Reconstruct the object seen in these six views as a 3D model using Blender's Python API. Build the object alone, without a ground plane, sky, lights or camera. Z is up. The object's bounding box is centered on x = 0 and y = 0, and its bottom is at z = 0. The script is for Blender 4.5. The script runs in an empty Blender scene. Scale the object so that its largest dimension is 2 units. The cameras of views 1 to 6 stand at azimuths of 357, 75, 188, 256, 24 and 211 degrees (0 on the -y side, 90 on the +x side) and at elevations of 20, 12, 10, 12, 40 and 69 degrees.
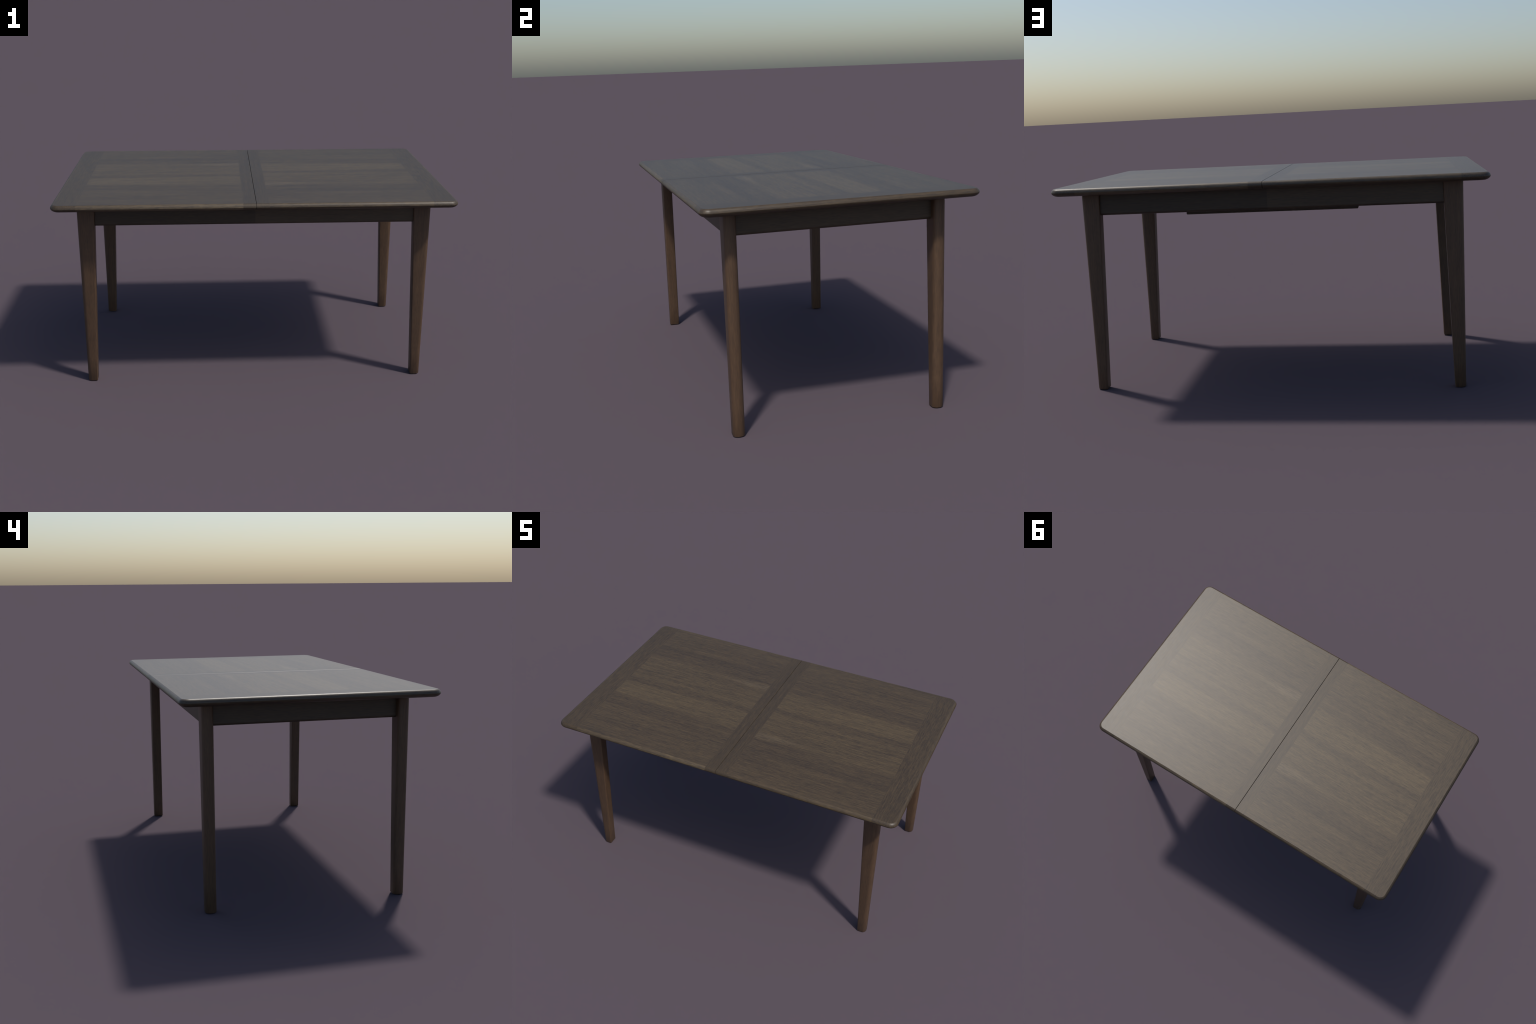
"""Extending dining table: two-leaf bullnosed top with breadboard ends,
aprons set back between four tapered D-section legs, storage tray below."""
import bpy, bmesh, math
from mathutils import Vector, Matrix

# ------------------------------------------------------------------ sizes
TOP_Z = 0.9992            # upper face of the board
HALF_X, HALF_Y = 1.0, 0.600
CORNER_R = 0.044
# edge profile of the board: (inset from the outline, depth below the top)
PROFILE = [(0.0138, 0.0), (0.0094, 0.0020), (0.0058, 0.0048), (0.0030, 0.0087),
           (0.0010, 0.0128), (0.0, 0.0172), (0.0012, 0.0215), (0.0043, 0.0260),
           (0.0090, 0.0301), (0.0150, 0.0332), (0.0224, 0.0355), (0.0320, 0.0366)]
BOARD_BOTTOM = TOP_Z - PROFILE[-1][1]
SEAM = 0.0009            # half the gap between the two leaves
STRIP_IN = 0.064         # inner strip of a leaf ends here
STRIP_OUT = 0.873        # breadboard end starts here
# plank joints of the field: y at the inner strip, y at the breadboard end
JOINTS = [(0.367, 0.335), (0.240, 0.203), (0.068, 0.052), (-0.246, -0.216), (-0.42, -0.405)]

LEG_OUT_X, LEG_IN_TOP, LEG_IN_FOOT = 0.8895, 0.799, 0.839
LEG_OUT_Y, LEG_IN_Y = 0.487, 0.4335
APRON_Y, APRON_X, APRON_BOTTOM, APRON_T = 0.473, 0.851, 0.8578, 0.024
TRAY_X, TRAY_Y, TRAY_BOTTOM = 0.413, 0.36, 0.8345

scene = bpy.context.scene
root = bpy.data.objects.new("dining_table", None)
root.empty_display_size = 0.2
scene.collection.objects.link(root)
root["label"] = "grey-brown oak extending dining table with four tapered legs"
root["category"] = "table"


# -------------------------------------------------------------- materials
SMOKED = (0.0545, 0.0370, 0.0208)  # smoked veneer
TAN = (0.0805, 0.0562, 0.0292)     # paler veneer
PALE = (0.0950, 0.0690, 0.0400)    # palest figure
STRIP = (0.0558, 0.0380, 0.0208)   # cross-grain strips
LEG = (0.0860, 0.0500, 0.0280)
APRON = (0.0510, 0.0345, 0.0200)  # oak darkened to bake in the shade beneath the top; tray uses it too


def wood(name, axis, mid, contrast, seed=0.0, streak=1.0, fleck=1.0, rough=0.445, field=None, bump=0.06):
    """Stained oak, one stain with dark pores and streaks along the grain.
    axis: grain direction (0, 1 or 2) in object space.  field: ramp of
    (y, share of tan veneer) across the planks of the table top."""
    m = bpy.data.materials.new(name)
    m.use_nodes = True
    nt = m.node_tree
    N, L = nt.nodes, nt.links
    N.clear()

    def node(kind, **kw):
        n = N.new(kind)
        for k, v in kw.items():
            setattr(n, k, v)
        return n

    def put(sock, v):
        if isinstance(v, bpy.types.NodeSocket):
            L.new(v, sock)
        else:
            sock.default_value = v

    def calc(op, a, b=0.0, c=0.0, clamp=False):
        n = node("ShaderNodeMath", operation=op, use_clamp=clamp)
        for i, v in enumerate((a, b, c)):
            put(n.inputs[i], v)
        return n.outputs[0]

    def mix(fac, a, b, blend="MIX"):
        n = node("ShaderNodeMix", data_type="RGBA", blend_type=blend)
        put(n.inputs[0], fac)
        put(n.inputs[6], a if isinstance(a, bpy.types.NodeSocket) else (*a, 1))
        put(n.inputs[7], b if isinstance(b, bpy.types.NodeSocket) else (*b, 1))
        return n.outputs[2]

    tc = node("ShaderNodeTexCoord").outputs["Object"]

    def noise(along, across, detail, rough_=0.55, off=0.0, dist=0.0):
        sc = [across] * 3
        sc[axis] = along
        mp = node("ShaderNodeMapping")
        mp.inputs["Scale"].default_value = sc
        mp.inputs["Location"].default_value = (seed * 3.1 + off, seed * 1.7 - off, seed * 2.3 + off * 0.5)
        L.new(tc, mp.inputs["Vector"])
        n = node("ShaderNodeTexNoise")
        n.inputs["Scale"].default_value = 1.0
        n.inputs["Detail"].default_value = detail
        n.inputs["Roughness"].default_value = rough_
        n.inputs["Distortion"].default_value = dist
        L.new(mp.outputs[0], n.inputs["Vector"])
        return n.outputs["Fac"]

    broad = noise(1.2, 16.0, 2.0, 0.5, 1.0)             # tone bands along the board
    streaks = noise(2.2, 75.0, 3.0, 0.62, 5.0, 0.12)    # growth-ring streaks
    fine = noise(17.0, 230.0, 2.0, 0.6, 7.0, 0.1)       # short grain lines
    pores = noise(42.0, 420.0, 2.0, 0.6, 9.0)           # dark pores

    def part(fac, weight):
        return calc("MULTIPLY_ADD", fac, weight, -0.5 * weight)

    grain = calc("ADD", part(streaks, 0.55 * streak), part(fine, 1.15 * fleck))
    grain = calc("ADD", grain, part(pores, 1.05 * fleck))
    grain = calc("ADD", grain, part(broad, 0.30))

    if field:
        sep = node("ShaderNodeSeparateXYZ")
        L.new(tc, sep.inputs[0])
        x, y = sep.outputs[0], sep.outputs[1]
        fan = calc("MULTIPLY_ADD", x, 0.19, 1.0 - 0.19 * STRIP_IN)     # joints close up towards the end
        yy = calc("MULTIPLY", y, fan)
        yy = calc("ADD", yy, part(streaks, 0.022))                       # ragged joints
        ramp = node("ShaderNodeValToRGB")
        put(ramp.inputs[0], calc("MULTIPLY_ADD", yy, 1 / 1.4, 0.5))
        e = ramp.color_ramp.elements
        while len(e) < len(field):
            e.new(0.5)
        for el, (fy, share) in zip(e, sorted(field)):
            el.position = fy / 1.4 + 0.5
            el.color = (share, share, share, 1)
        share = calc("ADD", ramp.outputs[0], part(broad, 0.35))
        share = calc("ADD", share, part(streaks, 0.30), clamp=True)
        colour = mix(share, SMOKED, TAN)
        # pale flame beside the inner strip, fading along the grain
        dx = calc("DIVIDE", calc("SUBTRACT", x, 0.02), 0.36)
        dy = calc("DIVIDE", calc("ADD", yy, 0.222), 0.036)
        r2 = calc("ADD", calc("MULTIPLY", dx, dx), calc("MULTIPLY", dy, dy))
        flame = calc("MULTIPLY", calc("SUBTRACT", 1.0, r2, clamp=True), calc("MULTIPLY_ADD", streaks, 3.0, -0.75, clamp=True), clamp=True)
        colour = mix(flame, colour, PALE)
        # the long edge is lipped with paler wood, palest next to the inner strip
        lip = calc("MULTIPLY", calc("GREATER_THAN", y, HALF_Y - 0.0135), calc("MULTIPLY_ADD", x, -0.8, 1.0, clamp=True))
        colour = mix(lip, colour, PALE)
    else:
        colour = mix(0.0, mid, mid)

    # darken / lighten about the stain; blue moves less, so the pores look greyer
    k = contrast
    hi = tuple(1 + 2 * k * f for f in (1, 1, 0.8))
    lo = tuple(1 - 2 * k * f for f in (1, 1, 0.8))
    colour = mix(1.0, colour, mix(calc("ADD", grain, 0.5, clamp=True), lo, hi), "MULTIPLY")

    bsdf = node("ShaderNodeBsdfPrincipled")
    L.new(colour, bsdf.inputs["Base Color"])
    put(bsdf.inputs["Roughness"], calc("MULTIPLY_ADD", pores, 0.10, rough - 0.05))
    bsdf.inputs["IOR"].default_value = 1.5
    bp = node("ShaderNodeBump")
    bp.inputs["Strength"].default_value = bump
    bp.inputs["Distance"].default_value = 0.001
    L.new(pores, bp.inputs["Height"])
    L.new(bp.outputs[0], bsdf.inputs["Normal"])
    out = node("ShaderNodeOutputMaterial")
    L.new(bsdf.outputs[0], out.inputs[0])
    return m


def mul(c, f):
    return tuple(x * f for x in c)


# share of tan veneer across a leaf, from one long edge to the other
FIELD = [(-0.66, 0.28), (-0.43, 0.22), (-0.41, 0.14), (-0.262, 0.16), (-0.243, 0.60), (-0.06, 0.74), (0.005, 0.70),
         (0.020, 0.42), (0.062, 0.46), (0.074, 0.88), (0.215, 0.84), (0.236, 0.24), (0.355, 0.04), (0.368, 0.36), (0.66, 0.32)]
M_FIELD = wood("stained_oak_planks", 0, None, 0.31, seed=3.0, field=FIELD)
M_STRIP_IN = wood("stained_oak_inner_strip", 1, mul(STRIP, 0.95), 0.24, seed=7.0, streak=0.7)
M_STRIP_OUT = wood("stained_oak_breadboard", 1, STRIP, 0.29, seed=8.0)
M_LEG = wood("stained_oak_leg", 2, LEG, 0.19, seed=9.0, rough=0.46)
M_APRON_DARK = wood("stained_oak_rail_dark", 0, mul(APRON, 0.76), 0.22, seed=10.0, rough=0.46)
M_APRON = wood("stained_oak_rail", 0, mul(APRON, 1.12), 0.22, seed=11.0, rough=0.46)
M_APRON_END = wood("stained_oak_rail_end", 1, APRON, 0.22, seed=12.0, rough=0.46)
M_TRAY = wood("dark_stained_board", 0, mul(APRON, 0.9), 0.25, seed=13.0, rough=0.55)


# --------------------------------------------------------------- geometry
def mesh_object(name, bm, mat, parent, sharp=math.radians(28)):
    bmesh.ops.recalc_face_normals(bm, faces=bm.faces)
    for f in bm.faces:
        f.smooth = True
    for e in bm.edges:
        big = any(len(f.verts) > 4 or f.calc_area() > 0.02 for f in e.link_faces)
        if big or (len(e.link_faces) == 2 and e.calc_face_angle(0.0) > sharp):
            e.smooth = False
    me = bpy.data.meshes.new(name)
    bm.to_mesh(me)
    bm.free()
    me.materials.append(mat)
    o = bpy.data.objects.new(name, me)
    o.parent = parent
    scene.collection.objects.link(o)
    return o


def rounded_half(inset):
    """Outline of one leaf at an inset: seam side straight, outer corners round."""
    x1, y1 = HALF_X - inset, HALF_Y - inset
    r = max(CORNER_R - inset, 0.006)
    pts = [(SEAM, -y1)]
    steps = 10
    for cx, cy, a0 in ((x1 - r, -y1 + r, -90), (x1 - r, y1 - r, 0)):
        for i in range(steps + 1):
            a = math.radians(a0 + 90 * i / steps)
            pts.append((cx + r * math.cos(a), cy + r * math.sin(a)))
    pts.append((SEAM, y1))
    return pts


def leaf_solid():
    bm = bmesh.new()
    rings = []
    for inset, depth in PROFILE:
        rings.append([bm.verts.new((x, y, TOP_Z - depth)) for x, y in rounded_half(inset)])
    n = len(rings[0])
    for a, b in zip(rings, rings[1:]):
        for i in range(n - 1):
            bm.faces.new((a[i], a[i + 1], b[i + 1], b[i]))
    bm.faces.new(rings[0])
    bm.faces.new(list(reversed(rings[-1])))
    bm.faces.new([r[0] for r in rings] + [r[-1] for r in reversed(rings)])
    bmesh.ops.recalc_face_normals(bm, faces=bm.faces)
    # eased arris along the seam
    edges = [e for e in bm.edges if all(abs(v.co.x - SEAM) < 1e-6 and abs(v.co.z - TOP_Z) < 1e-6 for v in e.verts)]
    bmesh.ops.bevel(bm, geom=edges, offset=0.0014, segments=2, profile=0.5, affect="EDGES")
    return bm


def keep(bm, point, normal):
    """Saw the board: keep what lies against the normal, close the cut."""
    geom = bm.verts[:] + bm.edges[:] + bm.faces[:]
    cut = bmesh.ops.bisect_plane(bm, geom=geom, dist=1e-7, plane_co=point, plane_no=normal, clear_outer=True)
    edges = [g for g in cut["geom_cut"] if isinstance(g, bmesh.types.BMEdge)]
    bmesh.ops.contextual_create(bm, geom=edges)


def build_leaf():
    """One leaf of the top; every piece shares the table's origin."""
    X = Vector((1, 0, 0))
    pieces = []
    leaf = bpy.data.objects.new("table_leaf", None)
    leaf.empty_display_size = 0.1
    leaf.parent = root
    scene.collection.objects.link(leaf)

    bm = leaf_solid()
    keep(bm, X * STRIP_IN, X)
    pieces.append(mesh_object("cross_strip", bm, M_STRIP_IN, leaf))
    bm = leaf_solid()
    keep(bm, X * STRIP_OUT, -X)
    pieces.append(mesh_object("breadboard_end", bm, M_STRIP_OUT, leaf))
    for i in range(len(JOINTS) + 1):
        bm = leaf_solid()
        keep(bm, X * STRIP_IN, -X)
        keep(bm, X * STRIP_OUT, X)
        for j, sign in ((i - 1, 1), (i, -1)):
            if 0 <= j < len(JOINTS):
                a = Vector((STRIP_IN, JOINTS[j][0], 0))
                d = Vector((STRIP_OUT, JOINTS[j][1], 0)) - a
                keep(bm, a, Vector((-d.y, d.x, 0)).normalized() * sign)
        pieces.append(mesh_object("plank", bm, M_FIELD, leaf))
    return leaf, pieces


leaf, pieces = build_leaf()
leaf2 = leaf.copy()                       # the other leaf is the same, turned half round
leaf2.rotation_euler = (0, 0, math.pi)
scene.collection.objects.link(leaf2)
for p in pieces:
    q = p.copy()
    q.parent = leaf2
    scene.collection.objects.link(q)


def leg_section(inner, flip):
    """D-shaped section: flat sides, shallow round outer face. CCW list of (x, y)."""
    cy, h = (LEG_OUT_Y + LEG_IN_Y) / 2, (LEG_OUT_Y - LEG_IN_Y) / 2
    r = 0.006
    pts = []
    steps = 24
    depth = 0.023
    for i in range(steps + 1):
        a = math.pi * (i / steps - 0.5)
        s, c = math.sin(a), math.cos(a)
        t = math.copysign(abs(s) ** 0.88, s)
        x = LEG_OUT_X - depth + depth * abs(c) ** 0.88
        pts.append((x, cy + h * t))
    for cx, sy, a0 in ((inner + r, 1, 90), (inner + r, -1, 180)):
        for i in range(5):
            a = math.radians(a0 + 90 * i / 4)
            pts.append((cx + r * math.cos(a), cy + sy * (h - r) + r * math.sin(a)))
    return [(x, flip * y) for x, y in pts]


def build_leg(flip):
    bm = bmesh.new()
    rings = []
    top = BOARD_BOTTOM + 0.0005
    levels = [(0.0, 0.0025), (0.0009, 0.0008), (0.0028, 0.0)] + [(0.0028 + (top - 0.0028) * i / 8, 0.0) for i in range(1, 9)]
    for z, shrink in levels:
        inner = LEG_IN_FOOT + (LEG_IN_TOP - LEG_IN_FOOT) * z / top
        sec = leg_section(inner, flip)
        cx = (inner + LEG_OUT_X) / 2
        cy = flip * (LEG_OUT_Y + LEG_IN_Y) / 2
        k = 1 - shrink / 0.024
        rings.append([bm.verts.new((cx + (x - cx) * k, cy + (y - cy) * k, z)) for x, y in sec])
    n = len(rings[0])
    for a, b in zip(rings, rings[1:]):
        for i in range(n):
            bm.faces.new((a[i], a[(i + 1) % n], b[(i + 1) % n], b[i]))
    bm.faces.new(rings[0])
    bm.faces.new(rings[-1])
    return mesh_object("leg", bm, M_LEG, root)


for flip in (1, -1):
    leg = build_leg(flip)
    other = leg.copy()
    other.rotation_euler = (0, 0, math.pi)
    scene.collection.objects.link(other)


def rail(name, length_axis, a, b, face, sign, mat):
    """Apron rail whose lower outer edge is rounded over. Section swept from a to b."""
    r = 0.011
    top = BOARD_BOTTOM - 0.0012
    sec = [(face - APRON_T, top), (face - APRON_T, APRON_BOTTOM)]
    for i in range(7):
        t = math.radians(-90 + 90 * i / 6)
        sec.append((face - r + r * math.cos(t), APRON_BOTTOM + r + r * math.sin(t)))
    sec.append((face, top))
    bm = bmesh.new()
    ends = []
    for s in (a, b):
        ring = []
        for d, z in sec:
            ring.append(bm.verts.new((s, sign * d, z) if length_axis == 0 else (sign * d, s, z)))
        ends.append(ring)
    n = len(sec)
    for i in range(n):
        bm.faces.new((ends[0][i], ends[0][(i + 1) % n], ends[1][(i + 1) % n], ends[1][i]))
    bm.faces.new(ends[0])
    bm.faces.new(ends[1])
    return mesh_object(name, bm, mat, root)


reach_x = LEG_IN_TOP + 0.010           # tenoned a little into the legs
reach_y = LEG_IN_Y + 0.010
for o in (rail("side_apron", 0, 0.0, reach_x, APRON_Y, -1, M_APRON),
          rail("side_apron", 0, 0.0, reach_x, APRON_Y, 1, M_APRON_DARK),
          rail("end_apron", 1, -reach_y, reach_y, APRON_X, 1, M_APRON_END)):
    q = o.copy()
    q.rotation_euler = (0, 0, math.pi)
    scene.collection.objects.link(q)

bm = bmesh.new()
bmesh.ops.create_cube(bm, size=1.0)
h = BOARD_BOTTOM - 0.002 - TRAY_BOTTOM
for v in bm.verts:
    v.co = Vector((v.co.x * 2 * TRAY_X, v.co.y * 2 * TRAY_Y, TRAY_BOTTOM + (v.co.z + 0.5) * h))
bmesh.ops.bevel(bm, geom=bm.edges[:], offset=0.002, segments=2, affect="EDGES")
mesh_object("storage_tray", bm, M_TRAY, root)
